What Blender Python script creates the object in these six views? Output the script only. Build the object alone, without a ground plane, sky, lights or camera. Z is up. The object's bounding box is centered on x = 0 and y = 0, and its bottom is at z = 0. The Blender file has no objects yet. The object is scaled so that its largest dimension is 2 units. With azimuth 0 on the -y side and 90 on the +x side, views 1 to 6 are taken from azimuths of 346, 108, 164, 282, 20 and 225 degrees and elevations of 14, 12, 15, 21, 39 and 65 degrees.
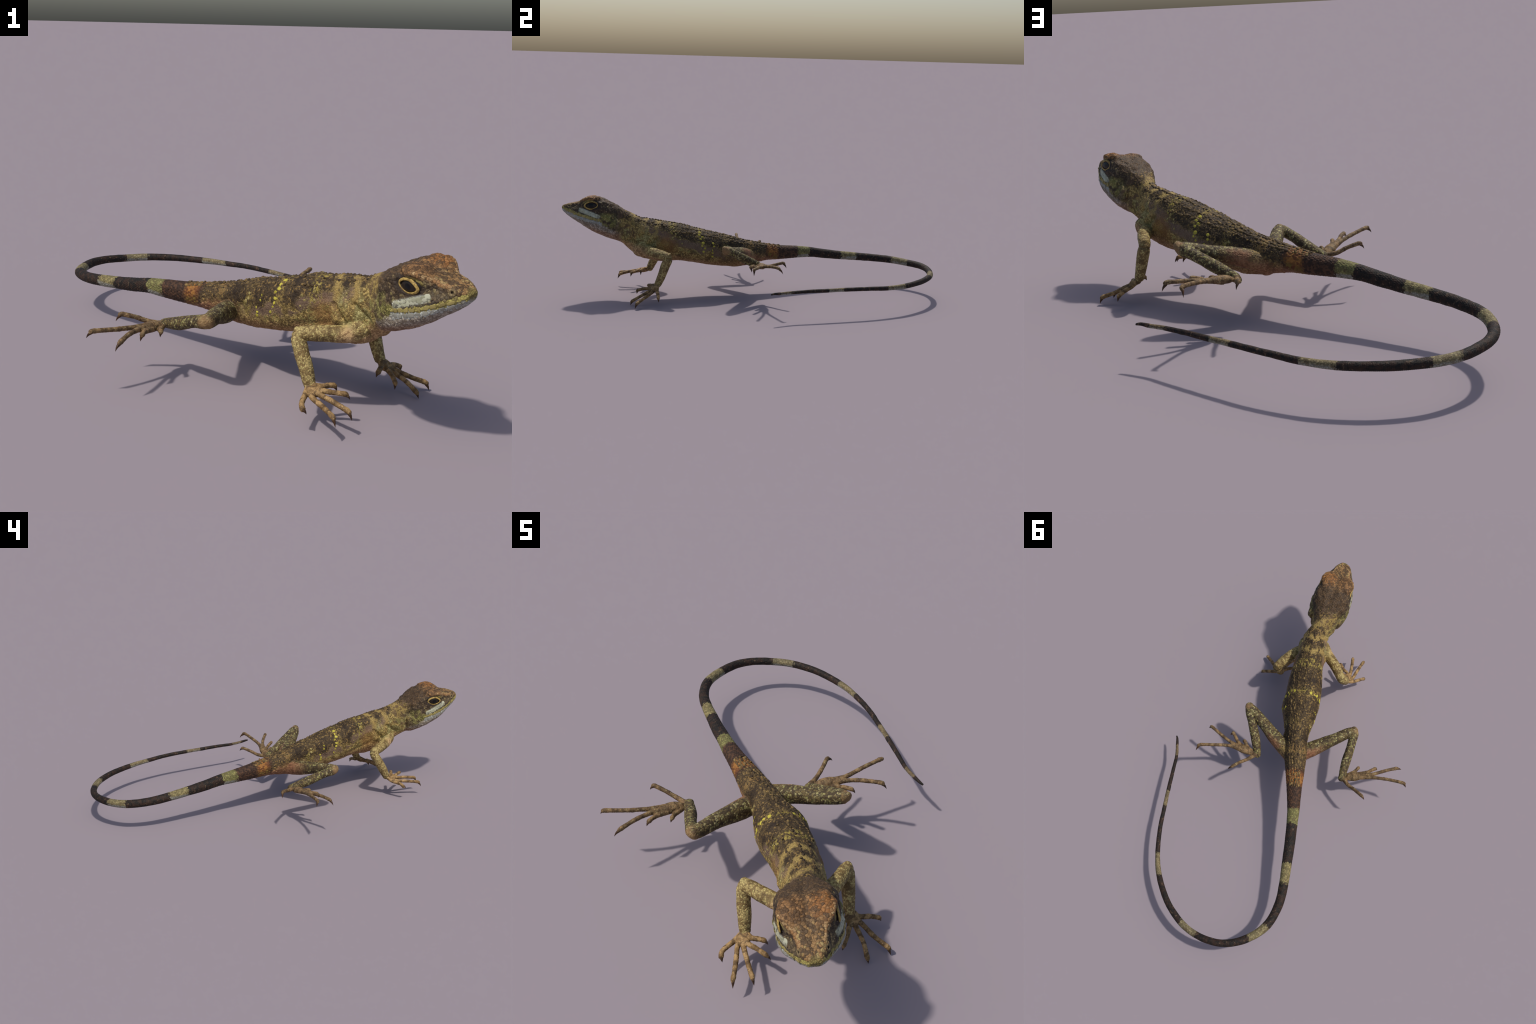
# A slender forest agama lizard, standing on its forelegs with the hind legs and the
# long banded tail lifted off the ground.  Everything is built from sections, spines
# and rules; one continuous skin is made first and then split into anatomical parts.
import bpy, math, random
import numpy as np
from mathutils import Vector, noise
from mathutils.bvhtree import BVHTree
from mathutils.kdtree import KDTree

rng = random.Random(7)
V3 = lambda *a: np.array(a, float)

# ------------------------------------------------------------------ head frame
HO = V3(.3929, -.8451, .5179)                 # between the eyes
HF = V3(.41125, -.90951, -.06057)             # towards the snout
HL = V3(.90439, .39883, .15167)               # towards the lizard's left
HU = V3(-.11379, -.11715, .98657)             # up


AX = V3(-.351, .541, 0); AX /= np.linalg.norm(AX)          # from shoulders to hips
LX = V3(AX[1], -AX[0], 0)                                   # to the left
P0 = V3(.3066, -.595, 0)


def head_pt(s, l, u):
    return HO + s * HF + l * HL + u * HU


# ------------------------------------------------------------------ small tools
def catmull(P, m):
    P = np.asarray(P, float)
    out = []
    n = len(P)
    for i in range(n - 1):
        a, b, c, d = P[max(i - 1, 0)], P[i], P[i + 1], P[min(i + 2, n - 1)]
        for k in range(m):
            t = k / m
            out.append(.5 * (2 * b + (c - a) * t + (2 * a - 5 * b + 4 * c - d) * t * t
                             + (3 * b - a - 3 * c + d) * t ** 3))
    out.append(P[-1])
    return np.array(out)


class Soup:
    """Collects closed shells as plain vertex / face lists."""

    def __init__(self):
        self.v, self.f, self.n = [], [], 0

    def add(self, v, f):
        v = np.asarray(v, float)
        self.v.append(v)
        self.f += [tuple(i + self.n for i in q) for q in f]
        self.n += len(v)

    def verts(self):
        return np.concatenate(self.v)


def ring_shell(rings):
    """Closed shell from a stack of rings (n, m, 3)."""
    n, m, _ = rings.shape
    v = rings.reshape(-1, 3).tolist()
    f = []
    for i in range(n - 1):
        for j in range(m):
            k = (j + 1) % m
            f.append((i * m + j, i * m + k, (i + 1) * m + k, (i + 1) * m + j))
    a = len(v)
    v.append(rings[0].mean(0)); v.append(rings[-1].mean(0))
    for j in range(m):
        k = (j + 1) % m
        f.append((a, k, j))
        f.append((a + 1, (n - 1) * m + j, (n - 1) * m + k))
    return np.array(v), f


def tube(points, radii, m=18, sub=6, flat=1.0, up=(0, 0, 1)):
    """Round-ended tube; flat < 1 squashes it along 'up'."""
    q = catmull(np.c_[np.asarray(points, float), np.asarray(radii, float)], sub)
    P, R = q[:, :3], np.maximum(q[:, 3], 1e-4)
    T = np.gradient(P, axis=0); T /= np.linalg.norm(T, axis=1)[:, None] + 1e-9
    rings = []
    th = np.linspace(0, 2 * math.pi, m, endpoint=False)

    def ring(c, t, r):
        side = np.cross(t, np.asarray(up, float))
        if np.linalg.norm(side) < .15:
            side = np.cross(t, (1, .3, 0))
        side /= np.linalg.norm(side)
        w = np.cross(side, t)
        rings.append(c + r * (np.cos(th)[:, None] * side + flat * np.sin(th)[:, None] * w))
    for a in (1.45, 1.15, .8, .4):
        ring(P[0] - T[0] * R[0] * math.sin(a) * .9, T[0], R[0] * math.cos(a))
    for c, t, r in zip(P, T, R):
        ring(c, t, r)
    for a in (.4, .8, 1.15, 1.45):
        ring(P[-1] + T[-1] * R[-1] * math.sin(a) * .9, T[-1], R[-1] * math.cos(a))
    # make sure faces look outwards
    v, f = ring_shell(np.array(rings))
    return v, [tuple(reversed(q)) for q in f]


def ellipsoid(c, ax, r, m=20, n=12):
    """ax: three axis vectors, r: three radii."""
    rings = []
    A = [np.asarray(a, float) / np.linalg.norm(a) for a in ax]
    for i in range(n):
        p = -math.pi / 2 + math.pi * (i + .5) / n
        th = np.linspace(0, 2 * math.pi, m, endpoint=False)
        rings.append(np.asarray(c) + math.sin(p) * r[2] * A[2]
                     + math.cos(p) * (np.cos(th)[:, None] * r[0] * A[0] + np.sin(th)[:, None] * r[1] * A[1]))
    v, f = ring_shell(np.array(rings))
    vol = sum(np.dot(v[q[0]] - c, np.cross(v[q[1]] - c, v[q[2]] - c)) for q in f)
    return v, (f if vol > 0 else [tuple(reversed(q)) for q in f])


def outward(v, f):
    c = v.mean(0)
    vol = sum(np.dot(v[q[0]] - c, np.cross(v[q[1]] - c, v[q[2]] - c)) for q in f)
    return f if vol > 0 else [tuple(reversed(q)) for q in f]


# ------------------------------------------------------------------ trunk sweep
# Head sections, half profiles (l, u) from crown to throat, at distance s from the eyes.
HEAD = [
    (.168, [(0, .005), (.006, .005), (.011, .003), (.014, 0), (.015, -.004), (.015, -.007), (.012, -.011), (.006, -.014), (0, -.015)]),
    (.158, [(0, .012), (.012, .012), (.021, .009), (.025, .003), (.028, -.006), (.029, -.014), (.024, -.023), (.012, -.028), (0, -.029)]),
    (.140, [(0, .018), (.018, .018), (.031, .015), (.037, .007), (.042, -.010), (.044, -.024), (.036, -.037), (.019, -.044), (0, -.045)]),
    (.120, [(0, .021), (.021, .022), (.037, .018), (.045, .006), (.053, -.016), (.056, -.034), (.048, -.051), (.026, -.061), (0, -.063)]),
    (.098, [(0, .024), (.024, .025), (.042, .018), (.052, .001), (.066, -.022), (.071, -.044), (.062, -.064), (.034, -.076), (0, -.079)]),
    (.070, [(0, .028), (.026, .030), (.048, .023), (.060, .004), (.078, -.028), (.086, -.055), (.079, -.080), (.044, -.095), (0, -.099)]),
    (.040, [(0, .034), (.036, .042), (.073, .040), (.079, .006), (.092, -.036), (.098, -.068), (.092, -.098), (.054, -.117), (0, -.122)]),
    (.005, [(0, .045), (.048, .056), (.088, .046), (.086, .006), (.099, -.043), (.106, -.082), (.101, -.115), (.062, -.139), (0, -.145)]),
    (-.035, [(0, .044), (.046, .047), (.084, .029), (.089, .000), (.103, -.050), (.109, -.096), (.104, -.133), (.064, -.159), (0, -.166)]),
    (-.075, [(0, .030), (.044, .033), (.084, .014), (.097, -.018), (.106, -.062), (.111, -.106), (.103, -.150), (.063, -.178), (0, -.186)]),
    (-.115, [(0, .006), (.036, .009), (.072, -.008), (.091, -.040), (.097, -.082), (.100, -.124), (.091, -.168), (.056, -.194), (0, -.201)]),
    (-.150, [(0, -.016), (.030, -.017), (.056, -.036), (.068, -.066), (.073, -.103), (.078, -.140), (.072, -.182), (.042, -.208), (0, -.216)]),
]
# Neck, torso and tail root: centre x, y, z, half width, height above, height below.
BODY = [
    (.3242, -.6463, .3830, .0500, .1029, .1105), (.3080, -.5940, .3380, .0700, .1210, .1040),
    (.2800, -.5395, .3220, .0770, .1270, .1060), (.2455, -.4740, .3140, .0790, .1220, .1090),
    (.2020, -.4056, .3050, .0880, .1170, .0960), (.1548, -.3370, .2830, .0945, .1165, .0860),
    (.1113, -.2610, .2575, .0980, .1175, .0760), (.0595, -.1902, .2380, .0750, .1160, .0700),
    (.0140, -.1160, .2270, .0640, .1030, .0680), (-.0446, -.0539, .2310, .0590, .0740, .0640),
    (-.1066, .0143, .2380, .0500, .0480, .0550), (-.1760, .0949, .2330, .0390, .0355, .0490),
    (-.2531, .1829, .2280, .0314, .0290, .0420), (-.3098, .2572, .2165, .0280, .0280, .0310),
    (-.3584, .3221, .2028, .0272, .0275, .0280),
]
# Tail: centre and radius.
TAIL = [
    (-.4138, .4016, .1900, .0256), (-.4796, .4955, .1772, .0240), (-.5318, .5888, .1671, .0225), (-.5584, .6980, .1595, .0218),
    (-.5384, .8010, .1544, .0203), (-.4885, .8882, .1543, .0190), (-.4205, .9424, .1518, .0178), (-.3296, .9760, .1470, .0171),
    (-.2284, .9830, .1464, .0168), (-.1013, .9545, .1453, .0158), (.0268, .8887, .1438, .0144), (.1213, .8097, .1457, .0122),
    (.2088, .7090, .1517, .0113), (.2804, .6079, .1533, .0106), (.3343, .5305, .1525, .0102), (.3915, .4451, .1528, .0095),
    (.4486, .3606, .1503, .0084), (.4917, .3149, .1501, .0076), (.5200, .2860, .1520, .0066), (.5370, .2750, .1500, .0042),
]
KEY = 8
M2 = 28                                         # points on half a ring
SUB = 7


def head_ring(s, prof):
    h = catmull(prof, 12)
    k = np.linspace(0, len(h) - 1, M2 + 1)
    l = np.interp(k, range(len(h)), h[:, 0]); u = np.interp(k, range(len(h)), h[:, 1])
    full_l = np.r_[l, -l[-2:0:-1]]; full_u = np.r_[u, u[-2:0:-1]]
    full_l = full_l * np.where(full_u < -.025, .972, 1.) + .04 * np.minimum(full_u, 0)              # the throat hangs straight though the head is tilted
    return HO + s * HF + full_l[:, None] * HL + full_u[:, None] * HU


def body_ring(c, lat, hw, ht, hb, n=2.35, nu=2.0, lean=0.):
    th = np.linspace(0, math.pi, M2 + 1)
    th = np.r_[th, 2 * math.pi - th[-2:0:-1]]
    e = np.where(np.cos(th) > 0, 2 / nu, 2 / n)
    x = np.sign(np.sin(th)) * np.abs(np.sin(th)) ** e
    z = np.sign(np.cos(th)) * np.abs(np.cos(th)) ** e
    z = np.where(z > 0, z * ht, z * hb)
    p = c + (hw * x - lean * np.clip(z, 0, 1))[:, None] * lat
    return p + z[:, None] * V3(0, 0, 1)


spine = np.array([b[:3] for b in BODY] + [t[:3] for t in TAIL])
tang = np.gradient(spine, axis=0)
tang[:, 2] *= np.r_[np.zeros(len(BODY)), np.ones(len(TAIL))]
tang /= np.linalg.norm(tang, axis=1)[:, None]
rings = [head_ring(s, p) for s, p in HEAD]
for b, t in zip(BODY, tang):
    along = (V3(*b[:3]) - P0) @ AX
    lean = .13 * float(np.interp(along, [-.02, .15, .60, .75], [0, 1, 1, 0]))
    shift = .004 * float(np.interp(along, [.0, .12, .50, .62], [0, 1, 1, 0]))
    rings.append(body_ring(V3(*b[:3]) + shift * LX, V3(t[1], -t[0], 0), b[3], b[4], b[5], nu=2.15, lean=lean))
for q, t in zip(TAIL, tang[len(BODY):]):
    rings.append(body_ring(V3(*q[:3]), V3(t[1], -t[0], 0) / math.hypot(t[0], t[1]), q[3], q[3], q[3], 2.0))
rings = np.array(rings)
nr, mr, _ = rings.shape
rings = catmull(rings.reshape(nr, -1), SUB).reshape(-1, mr, 3)

parts = {}                                       # name -> Soup


def soup(name):
    return parts.setdefault(name, Soup())


v, f = ring_shell(rings)
soup('trunk').add(v, outward(v, f))

# brow domes, jowls and the swelling behind the vent
for sd in (1, -1):
    soup('trunk').add(*ellipsoid(head_pt(-.006, sd * .055, .0240), (HF, HL, HU), (.050, .035, .0315)))
    soup('trunk').add(*ellipsoid(head_pt(-.118, sd * .078, -.118), (HF, HL, HU), (.046, .018, .042)))
soup('trunk').add(*ellipsoid(V3(-.085, -.005, .203), (V3(-.6, .8, 0), V3(.8, .6, 0), V3(0, 0, 1)), (.055, .036, .024)))
# muscle of the shoulders
soup('trunk').add(*ellipsoid(V3(.358, -.558, .292), (V3(-.54, .84, 0), V3(.84, .54, 0), V3(0, 0, 1)), (.052, .032, .050)))
soup('trunk').add(*ellipsoid(V3(.268, -.618, .282), (V3(-.54, .84, 0), V3(.84, .54, 0), V3(0, 0, 1)), (.042, .022, .038)))

# ------------------------------------------------------------------ limbs
LIMBS = {}


def limb(name, chain, radii, digits, foot_c, foot_r, foot_ax):
    soup(name).add(*tube(chain, radii))
    # knobs of the knee or elbow and of the heel
    c = [V3(*p) for p in chain]
    out = (c[3] - c[2]) / np.linalg.norm(c[3] - c[2]) + (c[3] - c[4]) / np.linalg.norm(c[3] - c[4])
    out /= np.linalg.norm(out)
    hind = name.startswith('hind')
    soup(name).add(*ellipsoid(c[3] + (.0085 if hind else .002) * out, (out, np.cross(out, (.2, .1, 1)), V3(.1, .1, 1)),
                              (.0235, .0240, .0255) if hind else (.022, .022, .023)))
    if hind:
        dn = (c[6] - c[5]) / np.linalg.norm(c[6] - c[5])
        soup(name).add(*ellipsoid(c[6] + .007 * dn, (dn, np.cross(dn, (0, 0, 1)), V3(0, 0, 1)), (.0185, .0185, .0175)))
    s = soup(name + '/tip')
    if foot_c is not None:
        s.add(*ellipsoid(V3(*foot_c), foot_ax, foot_r))
    LIMBS[name] = dict(chain=chain, claws=[])
    for d in digits:
        drop = .0030 if name.startswith('hind') else .0015
        P = [V3(*p) for p in d['p']]
        P = [p - V3(0, 0, min(drop, max(0., p[2] - .0015))) for p in P]
        r0 = d.get('r', .0085)
        knuckle, tip = P[-2], P[-1]
        end = knuckle + .36 * (tip - knuckle)
        path = P[:-1] + [end]
        k = len(path)
        rr = [d.get('r_root', .0125), r0 * 1.12] + [r0] * max(0, k - 4) + [r0 * .98, r0 * .56]
        rr = rr[:k] if len(rr) >= k else rr + [r0 * .6] * (k - len(rr))
        v, f = tube(path, rr, m=14, sub=8)
        s.add(v, f)
        # swollen joints
        q = catmull(path, 8)
        for fr in (.45, .72):
            c = q[int(fr * (len(q) - 1))]
            t = q[min(len(q) - 1, int(fr * (len(q) - 1)) + 1)] - c
            t = t / (np.linalg.norm(t) + 1e-9)
            sd = np.cross(t, (0, 0, 1)); sd /= np.linalg.norm(sd) + 1e-9
            s.add(*ellipsoid(c, (t, sd, np.cross(sd, t)), (r0 * 1.5, r0 * 1.12, r0 * 1.1), m=12, n=8))
        LIMBS[name]['claws'].append((knuckle, end, tip, r0))


limb('forelimb_R',
     [(.2772, -.6149, .2930), (.2281, -.6095, .2735), (.1497, -.5858, .2710), (.0850, -.5580, .2610), (.0850, -.5783, .2173), (.0964, -.6070, .1610), (.1030, -.6265, .1160)],
     [.043, .0305, .0275, .0242, .0250, .0242, .0200],
     [dict(p=[(.100, -.636, .112), (.079, -.664, .097), (.054, -.711, .092), (.052, -.728, .078), (.061, -.742, .066)]),
      dict(p=[(.103, -.648, .106), (.096, -.682, .095), (.111, -.740, .088), (.125, -.806, .080), (.129, -.824, .053)]),
      dict(p=[(.106, -.648, .108), (.118, -.684, .104), (.151, -.736, .096), (.183, -.782, .083), (.193, -.793, .056)]),
      dict(p=[(.110, -.645, .110), (.133, -.675, .112), (.164, -.682, .106), (.202, -.697, .104), (.219, -.695, .083)]),
      dict(p=[(.110, -.638, .114), (.136, -.652, .117), (.160, -.650, .118), (.180, -.648, .115), (.192, -.643, .092)])],
     (.106, -.652, .104), (.030, .024, .015), (V3(.2, -1, -.3), V3(1, .2, 0), V3(.1, .3, 1)))

limb('forelimb_L',
     [(.3000, -.5651, .2830), (.3540, -.5250, .2790), (.3790, -.4680, .2760), (.3919, -.3800, .2590), (.4008, -.3914, .2130), (.4120, -.4120, .1480), (.4190, -.4270, .1100)],
     [.042, .034, .0275, .0245, .0258, .0224, .0200],
     [dict(p=[(.428, -.428, .100), (.455, -.416, .081), (.491, -.394, .070), (.517, -.380, .057), (.524, -.374, .036)]),
      dict(p=[(.434, -.436, .092), (.469, -.440, .073), (.520, -.463, .050), (.574, -.480, .031), (.587, -.487, .001)]),
      dict(p=[(.434, -.438, .092), (.452, -.460, .075), (.489, -.498, .051), (.515, -.538, .024), (.522, -.546, .000)]),
      dict(p=[(.430, -.440, .096), (.433, -.471, .085), (.435, -.511, .078), (.433, -.546, .066), (.430, -.552, .044)]),
      dict(p=[(.424, -.438, .102), (.408, -.471, .096), (.398, -.486, .094), (.388, -.499, .089), (.379, -.504, .073)])],
     (.436, -.440, .088), (.030, .024, .016), (V3(.5, -1, -.4), V3(1, .5, 0), V3(.2, .3, 1)))

limb('hindlimb_R',
     [(-.0306, -.0469, .2040), (-.0809, -.1530, .2180), (-.1347, -.2620, .2425), (-.1829, -.3561, .2550), (-.2211, -.3023, .2397), (-.2590, -.2200, .2080), (-.2960, -.1470, .1880)],
     [.042, .0400, .0308, .0265, .0225, .0242, .0175],
     [dict(p=[(-.305, -.148, .186), (-.352, -.133, .194), (-.399, -.129, .212), (-.451, -.124, .225), (-.472, -.125, .200)]),
      dict(p=[(-.355, -.195, .198), (-.417, -.242, .212), (-.491, -.288, .224), (-.565, -.324, .234), (-.587, -.323, .211)], r_root=.016),
      dict(p=[(-.350, -.200, .196), (-.408, -.260, .208), (-.446, -.321, .214), (-.478, -.374, .207), (-.497, -.396, .184)], r_root=.016),
      dict(p=[(-.335, -.195, .192), (-.378, -.253, .200), (-.388, -.275, .204), (-.397, -.298, .203), (-.405, -.307, .183)]),
      dict(p=[(-.315, -.180, .188), (-.325, -.212, .188), (-.326, -.228, .192), (-.326, -.244, .192), (-.330, -.253, .175)])],
     (-.345, -.190, .194), (.050, .024, .017), (V3(-.7, -.7, .2), V3(.7, -.7, 0), V3(.15, .15, 1)))

limb('hindlimb_L',
     [(-.0205, -.0420, .2180), (.0932, -.0486, .2540), (.1958, -.0621, .2789), (.2957, -.0668, .3065), (.2443, -.0249, .2779), (.1795, .0190, .2370), (.1234, .0640, .2030)],
     [.040, .0370, .0303, .0258, .0228, .0245, .0190],
     [dict(p=[(.124, .080, .209), (.134, .125, .208), (.146, .173, .225), (.153, .220, .240), (.168, .243, .216)]),
      dict(p=[(.185, .108, .216), (.247, .139, .231), (.305, .196, .248), (.362, .256, .258), (.366, .285, .228)], r_root=.016),
      dict(p=[(.190, .100, .216), (.258, .121, .229), (.314, .129, .238), (.394, .131, .244), (.416, .137, .214)], r_root=.016),
      dict(p=[(.180, .090, .212), (.235, .092, .216), (.265, .083, .226), (.292, .075, .231), (.304, .086, .205)]),
      dict(p=[(.160, .082, .210), (.192, .074, .212), (.206, .068, .218), (.217, .065, .219), (.221, .070, .202)])],
     (.180, .098, .214), (.050, .024, .017), (V3(.8, .4, .2), V3(-.4, .8, 0), V3(-.2, 0, 1)))

# ------------------------------------------------------------------ one skin
allv = np.concatenate([p.verts() for p in parts.values()])
allf, off = [], 0
for p in parts.values():
    allf += [tuple(i + off for i in q) for q in p.f]
    off += p.n
raw = bpy.data.meshes.new('raw')
raw.from_pydata(allv.tolist(), [], allf)
raw.validate()
tmp = bpy.data.objects.new('raw', raw)
bpy.context.scene.collection.objects.link(tmp)
md = tmp.modifiers.new('r', 'REMESH')
md.mode = 'VOXEL'; md.voxel_size = .0021; md.adaptivity = 0
dg = bpy.context.evaluated_depsgraph_get()
skin = bpy.data.meshes.new_from_object(tmp.evaluated_get(dg))
bpy.data.objects.remove(tmp)

nv = len(skin.vertices)
co = np.empty(nv * 3); skin.vertices.foreach_get('co', co); co = co.reshape(-1, 3)
ne = len(skin.edges)
ed = np.empty(ne * 2, int); skin.edges.foreach_get('vertices', ed); ed = ed.reshape(-1, 2)
deg = np.bincount(ed.ravel(), minlength=nv).astype(float)


def relax(x, lam):
    acc = np.zeros_like(x)
    for k in range(x.shape[1]):
        acc[:, k] = np.bincount(ed[:, 0], x[ed[:, 1], k], nv) + np.bincount(ed[:, 1], x[ed[:, 0], k], nv)
    return x + lam * (acc / deg[:, None] - x)


for _ in range(9):
    co = relax(co, .55)
    co = relax(co, -.565)
co = relax(co, .4)


def normals_of(x):
    skin.vertices.foreach_set('co', x.ravel()); skin.update()
    n = np.empty(nv * 3); skin.vertices.foreach_get('normal', n)
    return n.reshape(-1, 3)


# ------------------------------------------------------------------ regions per vertex
trees = {n: BVHTree.FromPolygons(p.verts().tolist(), p.f) for n, p in parts.items()}
names = list(parts)
bbox = {n: (p.verts().min(0) - .02, p.verts().max(0) + .02) for n, p in parts.items()}
dist = np.full((nv, len(names)), 9.)
shared = np.zeros(nv, bool)                       # vertices that a limb could claim
for n in names[1:]:
    lo, hi = bbox[n]
    shared |= ((co > lo) & (co < hi)).all(1)
dist[~shared, 0] = 0
for k, n in enumerate(names):
    lo, hi = bbox[n]
    idx = np.nonzero(((co > lo) & (co < hi)).all(1) if n != 'trunk' else shared)[0]
    T = trees[n]
    for i in idx:
        r = T.find_nearest(co[i], .03)
        if r[0] is not None:
            dist[i, k] = r[3]
owner = dist.argmin(1)

hs = (co - HO) @ HF; hl = (co - HO) @ HL; hu = (co - HO) @ HU
bt = (co - P0) @ AX
bl = (co - P0) @ LX
# arc length along the tail
tl = catmull(np.array([b[:3] for b in BODY[9:]] + [t[:3] for t in TAIL]), 12)
arc = np.r_[0, np.cumsum(np.linalg.norm(np.diff(tl, axis=0), axis=1))]
tr = np.interp(arc, arc, catmull(np.array([[(b[3] + b[4]) / 2] for b in BODY[9:]] + [[t[3]] for t in TAIL]), 12)[:, 0])
rowc = np.r_[0, np.cumsum(np.diff(arc) / (.30 * (tr[1:] + tr[:-1]) / 2 + .0012))]
tt = np.gradient(tl, axis=0); tt /= np.linalg.norm(tt, axis=1)[:, None]
kd = KDTree(len(tl))
for i, p in enumerate(tl):
    kd.insert(p, i)
kd.balance()

# ------------------------------------------------------------------ relief
nor = normals_of(co)
disp = np.zeros(nv)
TR = names.index('trunk')
ishead = (owner == TR) & (hs > -.17) & (bt < 0) & (bl < .25)
istail = (owner == TR) & ((bt > .70) | (bl > .25))
istorso = (owner == TR) & ~ishead & ~istail

# eye sockets, nostrils and the line of the mouth
al = np.abs(hl)
near = ishead | ((owner == TR) & (hs > -.25) & (bt < .05))
ez = np.exp(-((hs / .036) ** 2 + ((hu - .001) / .020) ** 2) ** 2) * (al > .05) * near
groove = np.exp(-((hs + .004) / .05) ** 4 - ((hu - .027) / .008) ** 2) * (al > .06) * near
mouth_s = [-.055, .042, .132, .165]
mouth_u = [-.097, -.066, -.028, -.010]
mu = np.interp(hs, mouth_s, mouth_u)
slit = np.exp(-((hu - mu) / .0028) ** 2) * (al > .004) * (hs > -.055) * near
nost = np.exp(-(((hs - .126) / .0042) ** 2 + ((hu - .007) / .0042) ** 2)) * (al > .02) * near
nrim = np.exp(-(((hs - .126) / .011) ** 2 + ((hu - .007) / .010) ** 2)) * (al > .02) * near
disp += -.008 * ez - .0040 * groove - .0016 * slit - .006 * nost + .0022 * nrim
# ridge from brow to nostril and spiny bosses on the nape
cu = np.interp(hs, [.03, .07, .10], [.043, .024, .018]); cl = np.interp(hs, [.03, .07, .10], [.074, .047, .042])
disp += .0022 * np.exp(-((hu - cu) / .006) ** 2 - ((al - cl) / .010) ** 2) * (hs > .025) * (hs < .115) * near
for s_, l_, u_, r_, h_ in ((-.150, .050, -.030, .012, .007), (-.118, .068, -.020, .012, .005), (-.075, .084, .010, .012, .004),
                           (-.045, .062, .040, .014, .003), (-.140, .026, -.010, .011, .007), (-.060, .030, .034, .010, .004),
                           (-.105, .090, -.045, .014, .004), (-.130, .000, .000, .012, .005)):
    d2 = (hs - s_) ** 2 + (al - l_) ** 2 + (hu - u_) ** 2
    disp += h_ * np.exp(-d2 / r_ ** 2)


def seg_d(a, b):
    a, b = V3(*a), V3(*b)
    t = np.clip(((co - a) @ (b - a)) / ((b - a) @ (b - a)), 0, 1)
    return np.linalg.norm(co - a - t[:, None] * (b - a), axis=1)


# the crease behind the jaw and the slack skin of the throat
def seg_h(a, b):
    a, b = V3(*a), V3(*b)
    q = np.c_[hs, al, hu]
    t = np.clip(((q - a) @ (b - a)) / ((b - a) @ (b - a)), 0, 1)
    return np.linalg.norm(q - a - t[:, None] * (b - a), axis=1)


for a, b, w, h in (((-.150, .080, -.045), (-.158, .086, -.120), .011, -.008), ((-.158, .086, -.120), (-.140, .075, -.185), .010, -.008),
                   ((-.100, .105, -.150), (-.150, .040, -.210), .007, -.003), ((-.185, .070, -.080), (-.190, .070, -.150), .014, .005),
                   ((-.120, .102, -.030), (-.085, .108, -.055), .008, -.003), ((-.205, .055, -.09), (-.215, .060, -.20), .009, -.005)):
    disp += h * np.exp(-(seg_h(a, b) / w) ** 2) * near


# folds of skin: behind the jaw, above the shoulder, in the armpit, along the flank
FOLDS = [((.262, -.680, .400), (.265, -.655, .330), .009, -.005), ((.380, -.625, .400), (.375, -.600, .330), .009, -.005),
         ((.222, -.565, .370), (.195, -.510, .310), .011, -.007), ((.335, -.520, .370), (.315, -.460, .310), .011, -.007),
         ((.190, -.500, .360), (.150, -.420, .330), .012, -.004), ((.285, -.430, .365), (.255, -.350, .330), .012, -.004),
         ((.230, -.640, .420), (.240, -.580, .385), .010, .004), ((.360, -.560, .425), (.330, -.510, .395), .010, .004)]
for a, b, w, h in FOLDS:
    disp += h * np.exp(-(seg_d(a, b) / w) ** 2) * (owner == TR)

# skin folds of both sides, given by axial position and depth under the back line
dpt = .468 - .248 * bt - co[:, 2]


def seg_b(a, b):
    a, b = np.array(a), np.array(b)
    q = np.c_[bt, dpt]
    t = np.clip(((q - a) @ (b - a)) / ((b - a) @ (b - a)), 0, 1)
    return np.linalg.norm(q - a - t[:, None] * (b - a), axis=1)


for a, b, w, h in (((.100, .088), (.045, .156), .0085, -.0085), ((.125, .085), (.085, .140), .014, .0045), ((.070, .085), (.030, .130), .012, .004),
                   ((.014, .092), (-.045, .150), .009, -.0085), ((-.010, .085), (-.045, .120), .014, .005),
                   ((.265, .152), (.120, .152), .010, -.004), ((.20, .066), (.05, .062), .013, -.003), ((.42, .11), (.36, .155), .012, -.003),
                   ((.53, .085), (.50, .125), .012, -.005)):
    disp += h * np.exp(-(seg_b(a, b) / w) ** 2) * (owner == TR) * (np.abs(bl) > .035) * (np.abs(bl) < .16)

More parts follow.
